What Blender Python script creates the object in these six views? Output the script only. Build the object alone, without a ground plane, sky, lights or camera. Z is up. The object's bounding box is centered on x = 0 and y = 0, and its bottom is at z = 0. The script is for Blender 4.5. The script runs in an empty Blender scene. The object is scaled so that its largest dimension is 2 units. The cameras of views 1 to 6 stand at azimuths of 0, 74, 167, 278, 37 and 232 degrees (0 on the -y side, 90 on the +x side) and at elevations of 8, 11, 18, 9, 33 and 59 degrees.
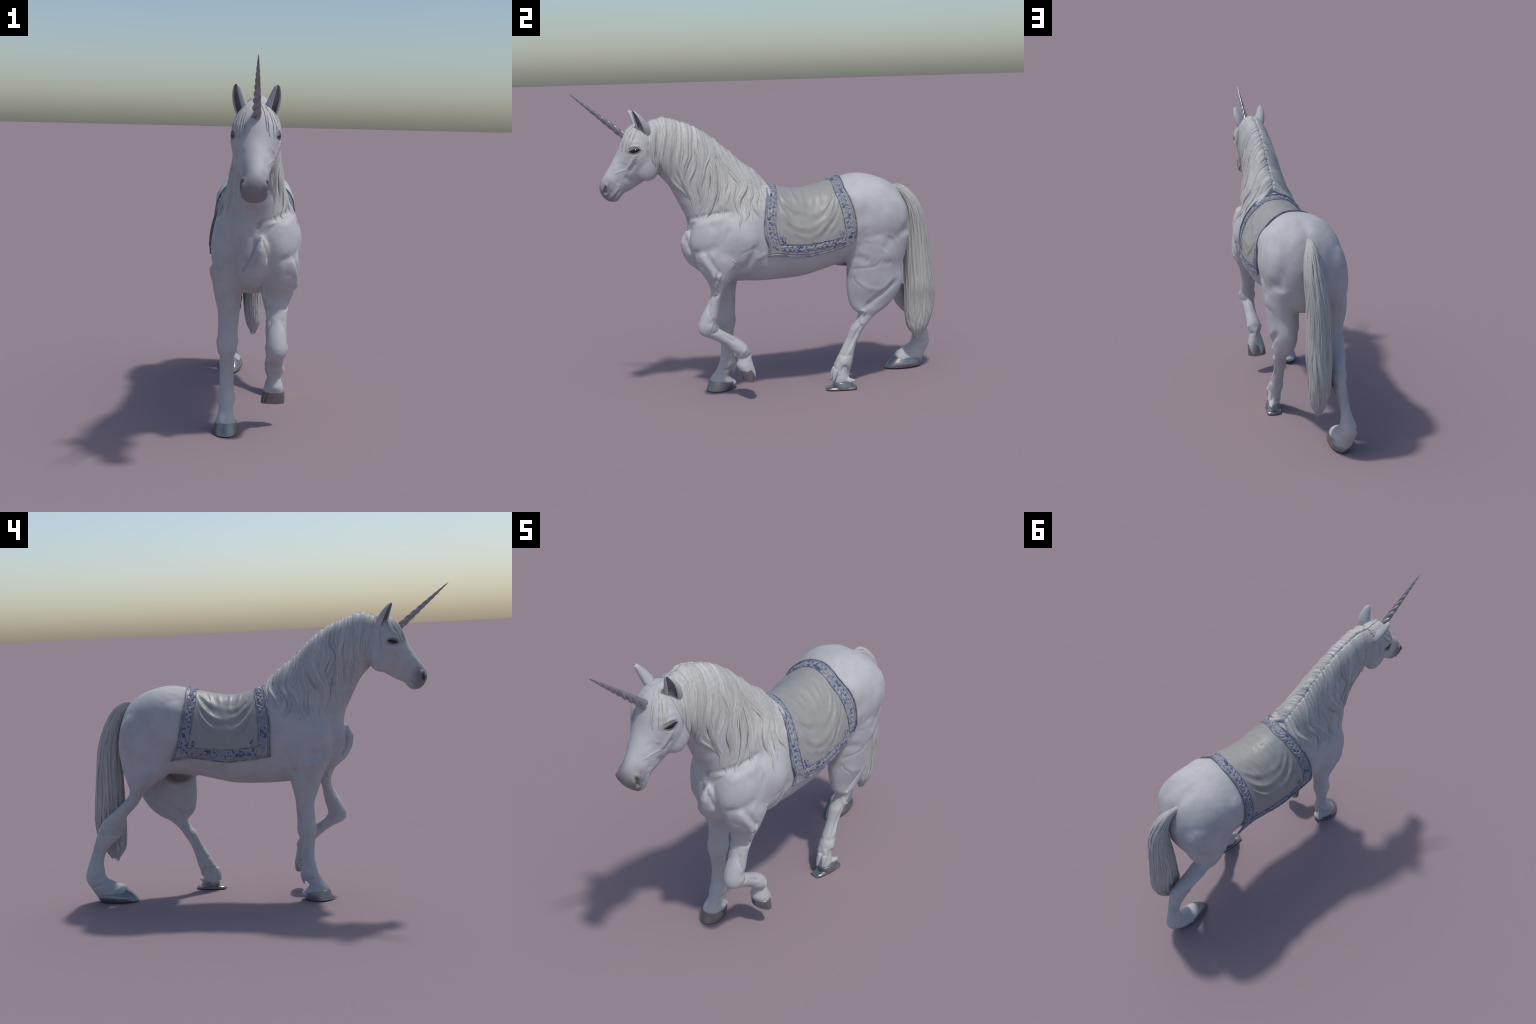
"""White horned horse walking, with an embroidered saddle cloth.
Body: lofted anatomical tubes fused by a voxel remesh, relaxed, then sculpted with
stroke brushes, and finally separated into anatomical regions."""
import bpy, math, random
import numpy as np
from mathutils import Vector
from mathutils.bvhtree import BVHTree

random.seed(7)
rng = np.random.default_rng(7)
COL = bpy.context.scene.collection

# ------------------------------------------------------------------ helpers
def catmull(rows, sub):
    P = np.array(rows, float)
    n = len(P)
    Q = np.vstack([2*P[0]-P[1], P, 2*P[-1]-P[-2]])
    out = []
    for i in range(n-1):
        p0, p1, p2, p3 = Q[i], Q[i+1], Q[i+2], Q[i+3]
        for k in range(sub):
            t = k/sub
            out.append(0.5*((2*p1)+(-p0+p2)*t+(2*p0-5*p1+4*p2-p3)*t*t+(-p0+3*p1-3*p2+p3)*t**3))
    out.append(P[-1])
    return np.array(out)

def tube_faces(nr, nc, base=0, cap=True):
    f = []
    for i in range(nr-1):
        for j in range(nc):
            a = base+i*nc+j; b = base+i*nc+(j+1) % nc
            f.append((a, b, b+nc, a+nc))
    if cap:
        f.append(tuple(base+j for j in reversed(range(nc))))
        f.append(tuple(base+(nr-1)*nc+j for j in range(nc)))
    return f

class Soup:
    """collects closed shells"""
    def __init__(self): self.v = []; self.f = []
    def add(self, v, f):
        b = len(self.v)
        self.v.extend([tuple(p) for p in v])
        self.f.extend([tuple(i+b for i in q) for q in f])

def loft(rows, sub=6, nc=40):
    """rows: (Ty,Tz, By,Bz, x, w, egg, exponent): section spans T..B in the side
    plane, half width w about x; egg>0 widens the T end."""
    rows = [tuple(r)+(0.0, 2.0)[len(r)-6:] for r in rows]
    R = catmull(rows, sub)
    verts = []
    for (ty, tz, by, bz, x, w, egg, ex) in R:
        c = np.array([x, (ty+by)/2, (tz+bz)/2])
        ax = np.array([0, (ty-by)/2, (tz-bz)/2])
        for j in range(nc):
            a = 2*math.pi*j/nc
            ca, sa = math.cos(a), math.sin(a)
            ca = math.copysign(abs(ca)**(2/ex), ca); sa = math.copysign(abs(sa)**(2/ex), sa)
            verts.append(c+ax*ca+np.array([max(w, .002)*sa*(1+egg*ca), 0, 0]))
    return verts, tube_faces(len(R), nc)

def ellipsoid(c, r, p=2.0, nu=32, nv=20, tilt=0.0):
    v = []
    for i in range(nv+1):
        th = math.pi*(i+.02)/(nv+.04)
        for j in range(nu):
            ph = 2*math.pi*j/nu
            d = np.array([math.sin(th)*math.cos(ph), math.sin(th)*math.sin(ph), math.cos(th)])
            d = np.sign(d)*np.abs(d)**(2/p)
            q = d*np.array(r)
            y, z = q[1]*math.cos(tilt)-q[2]*math.sin(tilt), q[1]*math.sin(tilt)+q[2]*math.cos(tilt)
            v.append(np.array([q[0], y, z])+np.array(c))
    return v, [tuple(reversed(f)) for f in tube_faces(nv+1, nu)]

def new_obj(name, verts, faces, mat=None, smooth=True, parent=None):
    me = bpy.data.meshes.new(name)
    me.from_pydata([tuple(map(float, p)) for p in verts], [], faces)
    me.update()
    if smooth: me.polygons.foreach_set("use_smooth", [True]*len(me.polygons))
    if mat: me.materials.append(mat)
    ob = bpy.data.objects.new(name, me)
    COL.objects.link(ob)
    if parent: ob.parent = parent
    return ob

def apply_mods(ob):
    dg = bpy.context.evaluated_depsgraph_get()
    ev = ob.evaluated_get(dg)
    me = bpy.data.meshes.new_from_object(ev)
    n = len(me.vertices)
    co = np.empty(n*3, np.float32); me.vertices.foreach_get("co", co)
    faces = [tuple(p.vertices) for p in me.polygons]
    bpy.data.meshes.remove(me)
    return co.reshape(-1, 3).astype(float), faces

def edges_of(faces):
    F = np.array([f if len(f) == 4 else (f[0], f[1], f[2], f[0]) for f in faces])
    e = np.vstack([F[:, [i, (i+1) % 4]] for i in range(4)])
    e = np.sort(e[e[:, 0] != e[:, 1]], axis=1)
    n = int(F.max())+1
    k = np.unique(e[:, 0].astype(np.int64)*n+e[:, 1])
    return np.stack([k//n, k % n], axis=1)

def relax(co, E, weight, its, lam=0.5):
    n = len(co)
    deg = np.bincount(E.ravel(), minlength=n).astype(float)
    deg[deg == 0] = 1
    w = (lam*weight)[:, None]
    for _ in range(its):
        acc = np.empty_like(co)
        for k in range(3):
            acc[:, k] = np.bincount(E[:, 0], co[E[:, 1], k], n)+np.bincount(E[:, 1], co[E[:, 0], k], n)
        co = co+w*(acc/deg[:, None]-co)
    return co

def vnormals(co, faces):
    F = np.array([f if len(f) == 4 else (f[0], f[1], f[2], f[2]) for f in faces])
    fn = np.cross(co[F[:, 2]]-co[F[:, 0]], co[F[:, 3]]-co[F[:, 1]])
    tri = F[:, 2] == F[:, 3]
    fn[tri] = np.cross(co[F[tri, 1]]-co[F[tri, 0]], co[F[tri, 2]]-co[F[tri, 0]])
    n = np.zeros_like(co)
    for i in range(4):
        for k in range(3):
            n[:, k] += np.bincount(F[:, i], fn[:, k], len(co))
    return n/np.maximum(np.linalg.norm(n, axis=1), 1e-12)[:, None]

def seg_dist(P, pts):
    """distance of points P (n,d) to a polyline, and the parameter along it"""
    pts = np.array(pts, float)
    best = np.full(len(P), 1e9); par = np.zeros(len(P))
    m = max(len(pts)-1, 1)
    for i in range(len(pts)-1):
        a, b = pts[i], pts[i+1]; d = b-a
        t = np.clip(((P-a)@d)/max(d@d, 1e-12), 0, 1)
        q = np.linalg.norm(P-(a+t[:, None]*d), axis=1)
        s = q < best
        best[s] = q[s]; par[s] = (i+t[s])/m
    return best, par

# ------------------------------------------------------------------ materials
def nodes_of(name):
    m = bpy.data.materials.new(name); m.use_nodes = True
    nt = m.node_tree
    return m, nt, nt.nodes["Principled BSDF"]

def N(nt, typ, **kw):
    n = nt.nodes.new(typ)
    for k, v in kw.items():
        if k.startswith("i_"): n.inputs[int(k[2:]) if k[2:].isdigit() else k[2:]].default_value = v
        else: setattr(n, k, v)
    return n

def ramp(nt, fac, stops):
    r = nt.nodes.new("ShaderNodeValToRGB")
    el = r.color_ramp.elements
    while len(el) < len(stops): el.new(0.5)
    for e, (p, c) in zip(el, stops):
        e.position = p; e.color = (*c, 1) if len(c) == 3 else c
    nt.links.new(fac, r.inputs[0])
    return r

def mixc(nt, fac, a, b, mode='MIX'):
    m = nt.nodes.new("ShaderNodeMix"); m.data_type = 'RGBA'; m.blend_type = mode
    for sock, v in ((m.inputs[0], fac), (m.inputs[6], a), (m.inputs[7], b)):
        if hasattr(v, "links"): nt.links.new(v, sock)
        elif isinstance(v, (int, float)): sock.default_value = v
        else: sock.default_value = (*v, 1)
    return m.outputs[2]

def objcoord(nt, scale=(1, 1, 1), loc=(0, 0, 0)):
    t = N(nt, "ShaderNodeTexCoord"); mp = N(nt, "ShaderNodeMapping")
    mp.inputs["Scale"].default_value = scale; mp.inputs["Location"].default_value = loc
    nt.links.new(t.outputs["Object"], mp.inputs[0])
    return mp.outputs[0]

def noise(nt, vec, scale, detail=4, rough=.55):
    n = N(nt, "ShaderNodeTexNoise"); n.inputs["Scale"].default_value = scale
    n.inputs["Detail"].default_value = detail; n.inputs["Roughness"].default_value = rough
    nt.links.new(vec, n.inputs["Vector"])
    return n.outputs["Fac"]

def bump(nt, b, h, strength, dist):
    n = N(nt, "ShaderNodeBump"); n.inputs["Strength"].default_value = strength
    n.inputs["Distance"].default_value = dist
    nt.links.new(h, n.inputs["Height"]); nt.links.new(n.outputs[0], b.inputs["Normal"])

def spot(nt, vec, centre, radii, soft=.5):
    """1 inside an ellipsoid around a point (mirrored in x when centre x>0), fading to 0"""
    sub = N(nt, "ShaderNodeVectorMath", operation='ABSOLUTE') if centre[0] > 0 else None
    v = vec
    if sub is not None:
        nt.links.new(vec, sub.inputs[0]); v = sub.outputs[0]
        # |y| would fold the length axis too, so use |x| only through a recombine
        sx = N(nt, "ShaderNodeSeparateXYZ"); nt.links.new(vec, sx.inputs[0])
        ab = N(nt, "ShaderNodeMath", operation='ABSOLUTE'); nt.links.new(sx.outputs[0], ab.inputs[0])
        cb = N(nt, "ShaderNodeCombineXYZ")
        nt.links.new(ab.outputs[0], cb.inputs[0]); nt.links.new(sx.outputs[1], cb.inputs[1]); nt.links.new(sx.outputs[2], cb.inputs[2])
        v = cb.outputs[0]; nt.nodes.remove(sub)
    d = N(nt, "ShaderNodeVectorMath", operation='SUBTRACT'); nt.links.new(v, d.inputs[0]); d.inputs[1].default_value = centre
    s = N(nt, "ShaderNodeVectorMath", operation='DIVIDE'); nt.links.new(d.outputs[0], s.inputs[0]); s.inputs[1].default_value = radii
    l = N(nt, "ShaderNodeVectorMath", operation='LENGTH'); nt.links.new(s.outputs[0], l.inputs[0])
    mr = N(nt, "ShaderNodeMapRange"); mr.interpolation_type = 'SMOOTHSTEP'
    mr.inputs[1].default_value = 1-soft; mr.inputs[2].default_value = 1+soft
    mr.inputs[3].default_value = 1; mr.inputs[4].default_value = 0
    nt.links.new(l.outputs["Value"], mr.inputs[0])
    return mr.outputs[0]

COAT = (0.482, 0.484, 0.500)
def coat_material():
    m, nt, b = nodes_of("white_coat")
    v = objcoord(nt)
    n1 = noise(nt, v, 9, 5, .6)
    c = ramp(nt, n1, [(.30, tuple(x*.86 for x in COAT)), (.55, COAT), (.75, tuple(min(1, x*1.03) for x in COAT))]).outputs[0]
    streak = noise(nt, objcoord(nt, (60, 60, 16)), 3, 4, .7)
    c = mixc(nt, .35, c, ramp(nt, streak, [(.3, (.81, .81, .815)), (.7, (1.0, 1.0, 1.0))]).outputs[0], 'MULTIPLY')
    def tint(c, centre, radii, col, amt, soft=.5):
        f = spot(nt, v, centre, radii, soft)
        k = N(nt, "ShaderNodeMath", operation='MULTIPLY'); nt.links.new(f, k.inputs[0]); k.inputs[1].default_value = amt
        return mixc(nt, k.outputs[0], c, col)
    c = tint(c, (0.0, -.875, 1.125), (.090, .075, .080), (.20, .19, .20), .85, .55)      # grey muzzle
    c = tint(c, (.080, -.707, 1.347), (.026, .036, .018), (.10, .09, .095), .7, .5)   # skin round the eye
    c = tint(c, (.050, -.860, 1.163), (.011, .014, .018), (.05, .045, .045), .9, .5)   # nostril
    c = tint(c, (.045, -.845, 1.165), (.030, .034, .042), (.17, .16, .165), .6, .7)
    c = tint(c, (0.0, .47, .665), (.07, .09, .045), (.10, .09, .09), .8, .3)            # sheath
    nt.links.new(c, b.inputs["Base Color"])
    b.inputs["Roughness"].default_value = .62
    b.inputs["Specular IOR Level"].default_value = .3
    fine = noise(nt, objcoord(nt, (120, 120, 40)), 4, 4, .7)
    bump(nt, b, fine, .25, .0012)
    return m

def hair_material(name, base, axis=(130, 130, 9)):
    m, nt, b = nodes_of(name)
    s = noise(nt, objcoord(nt, axis), 1.6, 5, .75)
    c = ramp(nt, s, [(.30, tuple(x*.70 for x in base)), (.50, tuple(x*.93 for x in base)), (.72, tuple(min(1, x*1.10) for x in base))]).outputs[0]
    oi = N(nt, "ShaderNodeObjectInfo")
    c = mixc(nt, 1.0, c, ramp(nt, oi.outputs["Random"], [(0, (.86, .865, .87)), (1, (1, 1, 1))]).outputs[0], 'MULTIPLY')
    nt.links.new(c, b.inputs["Base Color"])
    b.inputs["Roughness"].default_value = .55
    b.inputs["Specular IOR Level"].default_value = .35
    bump(nt, b, s, .6, .002)
    return m

def plain(name, col, rough=.5, metal=0.0, spec=.5, grain=None, coat=0, var=.25):
    m, nt, b = nodes_of(name)
    b.inputs["Base Color"].default_value = (*col, 1)
    b.inputs["Roughness"].default_value = rough; b.inputs["Metallic"].default_value = metal
    b.inputs["Specular IOR Level"].default_value = spec
    b.inputs["Coat Weight"].default_value = coat
    if grain:
        g = noise(nt, objcoord(nt), grain, 5, .65)
        c = ramp(nt, g, [(.3, tuple(x*(1-var) for x in col)), (.7, tuple(min(1, x*(1+.7*var)) for x in col))]).outputs[0]
        nt.links.new(c, b.inputs["Base Color"])
        bump(nt, b, g, .15, .001)
    return m

M_COAT = coat_material()
M_MANE = hair_material("mane_hair", (.545, .545, .54), (95, 95, 4))
M_TAIL = hair_material("tail_hair", (.53, .528, .515), (110, 110, 5))
M_HOOF = plain("hoof_horn", (.27, .27, .285), .27, .75, .5, 14)
M_HORN = plain("spiral_horn", (.33, .305, .325), .30, .6, .5, 40)
M_EYE = plain("eye_gloss", (.008, .006, .006), .08, 0, .5)
M_LID = plain("eyelid_skin", (.17, .16, .165), .7, 0, .15)
M_CLOTH = plain("grey_satin", (.300, .300, .293), .46, .0, .4, 25, var=.06)
M_BLUE = plain("blue_thread", (.075, .105, .21), .5, 0, .35, 90)
M_LILAC = plain("lilac_thread", (.265, .275, .335), .5, 0, .35, 90, var=.4)
def piping_material():
    m, nt, b = nodes_of("edge_piping")
    g = noise(nt, objcoord(nt), 28, 4, .7)
    c = ramp(nt, g, [(.40, (.08, .105, .20)), (.50, (.16, .175, .245)), (.62, (.29, .30, .34))]).outputs[0]
    nt.links.new(c, b.inputs["Base Color"]); b.inputs["Roughness"].default_value = .5
    bump(nt, b, noise(nt, objcoord(nt), 160, 3, .6), .4, .001)
    return m
M_EDGE = piping_material()
M_EARIN = plain("inner_ear_skin", (.33, .31, .33), .7, 0, .2, 30)

# ------------------------------------------------------------------ body shells
S = Soup()
# torso: top, bottom along the length
def sec(y, zt, zb, w, egg=0.0, ex=2.15): return (y, zt, y, zb, 0.0, w, egg, ex)
S.add(*loft([sec(-.442, .95, .82, .040), sec(-.415, 1.00, .745, .070), sec(-.35, 1.05, .690, .110),
             sec(-.25, 1.12, .640, .172, -.08), sec(-.15, 1.165, .630, .184, -.14), sec(-.05, 1.148, .623, .196, -.18, 2.05),
             sec(.06, 1.114, .624, .202, -.19, 2.0), sec(.16, 1.099, .630, .205, -.19, 2.0), sec(.25, 1.112, .650, .201, -.18, 2.0),
             sec(.34, 1.134, .672, .198, -.15, 2.05), sec(.42, 1.158, .686, .200, -.06), sec(.50, 1.168, .69, .208, .02, 2.25),
             sec(.58, 1.155, .69, .207, .06, 2.3), sec(.65, 1.128, .69, .195, .06, 2.3), sec(.71, 1.085, .70, .163, .04, 2.2),
             sec(.752, 1.01, .735, .126), sec(.772, .955, .79, .08)], 5, 56))
# neck (top line is the crest under the mane)
S.add(*loft([(-.615, 1.470, -.600, 1.235, .005, .066, -.05), (-.555, 1.492, -.566, 1.198, .005, .074, -.08),
             (-.449, 1.462, -.540, 1.170, .005, .078, -.05), (-.359, 1.421, -.512, 1.120, .005, .084, -.05),
             (-.254, 1.341, -.482, 1.056, .005, .097, -.08), (-.175, 1.263, -.452, .99, .005, .114, -.10),
             (-.095, 1.207, -.435, .90, .005, .135, -.14), (-.02, 1.13, -.38, .80, .005, .150)], 5, 48))
# head
S.add(*loft([(-.595, 1.465, -.580, 1.300, 0, .060), (-.645, 1.483, -.592, 1.235, 0, .086, 0), (-.700, 1.472, -.625, 1.202, 0, .096, .0),
             (-.740, 1.442, -.655, 1.190, 0, .097, .06), (-.766, 1.392, -.690, 1.170, 0, .083, .14), (-.786, 1.342, -.715, 1.155, 0, .070, .10),
             (-.810, 1.299, -.742, 1.142, 0, .060, .06), (-.833, 1.263, -.762, 1.134, 0, .053, 0), (-.860, 1.223, -.775, 1.118, 0, .051, 0),
             (-.880, 1.185, -.795, 1.098, 0, .053, .05, 2.3), (-.881, 1.150, -.818, 1.092, 0, .047, .05, 2.3), (-.868, 1.120, -.842, 1.098, 0, .030)], 5, 44))
for s in (1, -1):
    S.add(*ellipsoid((s*.058, -.640, 1.278), (.034, .064, .085), 2.2, tilt=-.25))      # round cheek
    S.add(*ellipsoid((s*.066, -.708, 1.362), (.026, .042, .026), 2.0, tilt=.2))        # brow
    S.add(*ellipsoid((s*.044, -.855, 1.160), (.016, .024, .032), 2.0))                 # nostril rim
    S.add(*ellipsoid((s*.095, .455, .995), (.112, .10, .115), 2.0))                       # hip
S.add(*ellipsoid((.116, .595, .935), (.102, .145, .160), 2.1))    # haunches
S.add(*ellipsoid((-.125, .63, .86), (.098, .130, .195), 2.1))
S.add(*ellipsoid((.095, .575, 1.03), (.098, .130, .095), 2.0))
# shoulders
S.add(*ellipsoid((.100, -.170, .860), (.118, .125, .185), 2.0))
S.add(*ellipsoid((.115, -.205, .770), (.066, .070, .080), 2.0))
S.add(*ellipsoid((-.106, -.160, .750), (.070, .070, .080), 2.0))
S.add(*ellipsoid((.093, -.300, .870), (.105, .152, .160), 2.05))
S.add(*ellipsoid((-.103, -.245, .84), (.089, .134, .188), 2.1))
S.add(*ellipsoid((-.066, -.310, .86), (.068, .050, .112), 2.0))
# front lobe of the breast
S.add(*loft([(-.462, .928, -.448, .922, .034, .006), (-.479, .88, -.40, .87, .034, .026), (-.476, .82, -.37, .82, .020, .055),
             (-.450, .76, -.34, .77, .002, .070), (-.405, .71, -.31, .73, .0, .058), (-.365, .682, -.31, .70, .0, .028)]))
# standing foreleg (right side of the horse, x<0)
S.add(*loft([(-.375, .78, -.13, .74, -.118, .080), (-.330, .665, -.155, .635, -.114, .064), (-.293, .575, -.173, .555, -.108, .052),
             (-.275, .52, -.177, .50, -.108, .048), (-.277, .44, -.180, .43, -.110, .046), (-.282, .385, -.178, .38, -.112, .048),
             (-.272, .325, -.191, .325, -.111, .034), (-.265, .24, -.196, .24, -.111, .031), (-.272, .185, -.193, .185, -.111, .035),
             (-.282, .143, -.189, .148, -.111, .042), (-.303, .103, -.214, .100, -.111, .035), (-.328, .073, -.232, .078, -.111, .039),
             (-.338, .048, -.205, .045, -.110, .049), (-.335, .030, -.215, .024, -.110, .045)], 6))
# lifted foreleg (x>0)
S.add(*loft([(-.40, .90, -.22, .86, .100, .060), (-.430, .82, -.205, .76, .117, .080), (-.418, .735, -.235, .675, .119, .075), (-.368, .650, -.272, .640, .107, .068),
             (-.356, .590, -.301, .590, .107, .054), (-.386, .53, -.310, .535, .108, .045), (-.416, .475, -.320, .480, .109, .046),
             (-.434, .425, -.332, .435, .110, .048), (-.424, .385, -.330, .415, .110, .046), (-.365, .354, -.318, .404, .111, .038),
             (-.316, .325, -.280, .380, .112, .034), (-.266, .283, -.225, .345, .110, .037), (-.236, .258, -.176, .302, .108, .043),
             (-.230, .225, -.155, .240, .106, .034), (-.237, .195, -.147, .205, .106, .043), (-.222, .166, -.143, .172, .106, .049),
             (-.212, .145, -.145, .150, .106, .045)], 6))
# trailing hind leg (x<0)
S.add(*loft([(.45, .80, .765, .84, -.118, .092), (.505, .695, .752, .745, -.122, .094), (.580, .648, .725, .660, -.126, .082), (.640, .598, .718, .605, -.128, .058),
             (.688, .533, .752, .562, -.126, .052), (.752, .466, .822, .502, -.118, .046), (.772, .395, .898, .437, -.106, .041),
             (.812, .345, .930, .365, -.104, .036), (.862, .300, .955, .290, -.112, .028), (.893, .236, .975, .235, -.120, .027),
             (.892, .180, .995, .170, -.128, .038), (.884, .140, .998, .125, -.130, .044), (.845, .117, .963, .060, -.128, .042),
             (.808, .098, .935, .022, -.120, .050), (.778, .082, .87, .02, -.114, .050), (.772, .066, .81, .03, -.112, .040)], 6))
# carrying hind leg (x>0)
S.add(*loft([(.385, .84, .760, .84, .116, .090, .08), (.392, .74, .735, .74, .112, .088, .12), (.398, .66, .72, .66, .105, .082, .15), (.396, .56, .72, .565, .103, .074, .12),
             (.408, .475, .675, .482, .102, .057), (.428, .436, .615, .428, .106, .047), (.462, .402, .560, .398, .110, .034),
             (.440, .362, .512, .355, .108, .034), (.413, .330, .484, .316, .103, .036), (.384, .265, .453, .262, .104, .029),
             (.354, .210, .432, .205, .107, .034), (.323, .155, .418, .142, .111, .039), (.304, .100, .402, .096, .114, .032),
             (.300, .060, .392, .068, .117, .037), (.302, .030, .39, .04, .120, .034)], 6))
# sheath, spurs of hair behind the fetlocks, heel bulbs
S.add(*loft([(.36, .70, .37, .665, 0, .035), (.44, .72, .455, .655, 0, .042), (.50, .71, .505, .66, 0, .03)]))
S.add(*loft([(-.20, .17, -.185, .155, -.111, .022), (-.205, .12, -.185, .115, -.111, .014), (-.208, .073, -.203, .070, -.111, .003)]))
S.add(*loft([(-.240, .05, -.235, .02, -.111, .044), (-.200, .045, -.200, .015, -.111, .034), (-.186, .034, -.187, .026, -.111, .016)]))
S.add(*loft([(-.185, .305, -.165, .28, .108, .024), (-.165, .270, -.152, .265, .108, .012), (-.150, .236, -.148, .234, .108, .003)]))
for hx in (.082, .130):
    S.add(*loft([(-.190, .215, -.150, .205, hx*.6+.042, .022), (-.178, .165, -.138, .160, hx, .021), (-.158, .125, -.135, .118, hx, .009)]))
S.add(*loft([(.96, .15, .995, .14, -.130, .020), (.965, .12, .985, .115, -.130, .012), (.972, .098, .978, .097, -.130, .003)]))
S.add(*loft([(.385, .15, .410, .135, .116, .018), (.390, .11, .408, .105, .114, .011), (.400, .076, .405, .075, .112, .003)]))
S.add(*loft([(.375, .065, .378, .025, .126, .034), (.405, .055, .408, .03, .145, .014), (.430, .053, .431, .049, .150, .003)]))

base = new_obj("body_shells", S.v, S.f)
VOX = .006
rm = base.modifiers.new("fuse", 'REMESH'); rm.mode = 'VOXEL'; rm.voxel_size = VOX; rm.adaptivity = 0
co, faces = apply_mods(base)
bpy.data.objects.remove(base)
E = edges_of(faces)
# relax: everywhere a little, strongly where masses flow into each other
zone = np.zeros(len(co))
for (x, y, z, r) in [(-.1, -.32, .95, .20), (-.12, -.2, 1.02, .20), (.0, -.15, 1.12, .20), (0, .5, 1.0, .26), (-.1, .55, .75, .20), (.12, .55, .75, .17),
                     (.1, .42, .95, .2), (-.1, .42, .95, .2), (.17, .60, .95, .22), (-.17, .62, .93, .19), (.15, -.12, .82, .14), (.13, -.30, .74, .15), (0, .68, 1.03, .16), (-.1, .1, .8, .3), (.1, .1, .8, .3), (-.10, -.30, .70, .13), (.12, -.12, .95, .16), (.13, -.2, .72, .10),
                     (0, -.58, 1.38, .12), (0, .7, .85, .18), (0, -.3, 1.3, .2), (-.1, -.1, .75, .15)]:
    d = np.linalg.norm(co-np.array([x, y, z]), axis=1)/r
    zone = np.maximum(zone, np.clip(1.5*(1-d), 0, 1))
co = relax(co, E, np.where((co[:, 2] > .72) & (co[:, 1] > -.42), 1.0, .9), 6)
co = relax(co, E, zone, 60)
tmp = new_obj("body_tmp", co, faces)
sd = tmp.modifiers.new("s", 'SUBSURF'); sd.levels = 1; sd.render_levels = 1
co, faces = apply_mods(tmp)
bpy.data.objects.remove(tmp)
E = edges_of(faces)
nor = vnormals(co, faces)

# ------------------------------------------------------------------ sculpt strokes
DISP = np.zeros(len(co))
def stroke(pts, r, amp, side=0, taper=True, zr=None):
    """raise (amp>0) or carve a soft line given in the side plane (y,z) or in space"""
    pts = catmull(pts, 5) if len(pts) > 2 else np.array(pts, float)
    lo, hi = pts.min(0)-3*r, pts.max(0)+3*r
    Q = co[:, 1:] if pts.shape[1] == 2 else co
    m = np.all((Q > lo) & (Q < hi), axis=1)
    if side: m &= (co[:, 0]*side > 0)
    idx = np.nonzero(m)[0]
    if not len(idx): return
    d, t = seg_dist(Q[idx], pts)
    a = amp*np.exp(-(d/r)**2)
    if taper: a *= np.clip(np.minimum(t, 1-t)*5+.25, 0, 1)
    if pts.shape[1] == 2: a *= np.clip(np.abs(nor[idx, 0])*2.5-.2, 0, 1)
    DISP[idx] += a
def both(pts, r, amp, **k):
    stroke(pts, r, amp, 1, **k); stroke(pts, r, amp, -1, **k)
def commit():
    global co, nor
    co = co+nor*DISP[:, None]; DISP[:] = 0
    nor = vnormals(co, faces)

# head
both([(-.700, 1.335), (-.722, 1.300), (-.748, 1.258)], .008, .0045)                 # facial crest
both([(-.748, 1.257), (-.780, 1.250), (-.815, 1.236)], .0035, .0022)                # vein
both([(-.735, 1.245), (-.725, 1.262), (-.700, 1.29)], .010, -.0035)
both([(-.765, 1.225), (-.735, 1.200), (-.710, 1.200)], .016, -.005)                # hollow before the cheek
both([(-.790, 1.300), (-.770, 1.270), (-.755, 1.29)], .022, -.003)
both([(-.735, 1.352), (-.712, 1.330), (-.680, 1.345)], .012, -.002)
both([(-.750, 1.385), (-.715, 1.392), (-.680, 1.39)], .012, .003)
both([(-.738, 1.366), (-.710, 1.374), (-.682, 1.368)], .006, .003)
both([(-.742, 1.357), (-.710, 1.364), (-.676, 1.360)], .0035, -.0025)
both([(-.735, 1.332), (-.710, 1.325), (-.682, 1.338)], .005, .002)
both([(-.784, 1.156), (-.808, 1.130), (-.832, 1.104)], .0045, -.006)               # mouth
both([(-.80, 1.152), (-.825, 1.13), (-.845, 1.11)], .008, .003)
both([(-.790, 1.205), (-.806, 1.180), (-.80, 1.16)], .012, -.003)
both([(-.835, 1.195), (-.838, 1.165), (-.832, 1.14)], .007, -.004)
both([(-.60, 1.34), (-.588, 1.30), (-.585, 1.25), (-.603, 1.21)], .010, -.006)     # behind the jaw
for s in (1, -1):
    stroke([(s*.050, -.864, 1.178), (s*.054, -.860, 1.168), (s*.053, -.861, 1.148)], .0080, -.022, taper=False)
    stroke([(s*.045, -.858, 1.190), (s*.05, -.845, 1.175), (s*.05, -.843, 1.150), (s*.046, -.852, 1.135)], .006, .004)
commit()
# chest, shoulder and neck
stroke([(.015, -.452, .945), (.018, -.444, .967), (.036, -.426, .994), (.065, -.37, 1.012), (.095, -.32, 1.026), (.12, -.25, 1.03)], .011, -.015)
stroke([(-.435, .985), (-.38, 1.004), (-.31, 1.016), (-.25, 1.022)], .012, -.009, 1)
stroke([(-.44, .962), (-.37, .982), (-.28, .995)], .020, .007, 1)
stroke([(.034, -.479, .90), (.026, -.478, .82), (.0, -.462, .75), (-.005, -.44, .71)], .028, .010)
stroke([(-.004, -.455, .92), (-.004, -.455, .86), (-.030, -.445, .80), (-.068, -.425, .745), (-.06, -.40, .70)], .010, -.016)
stroke([(.045, -.470, .915), (.068, -.465, .84), (.078, -.445, .77), (.055, -.42, .70)], .010, -.022)
stroke([(-.02, -.45, .915), (.0, -.455, .925), (.02, -.45, .94)], .008, -.008)
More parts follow.
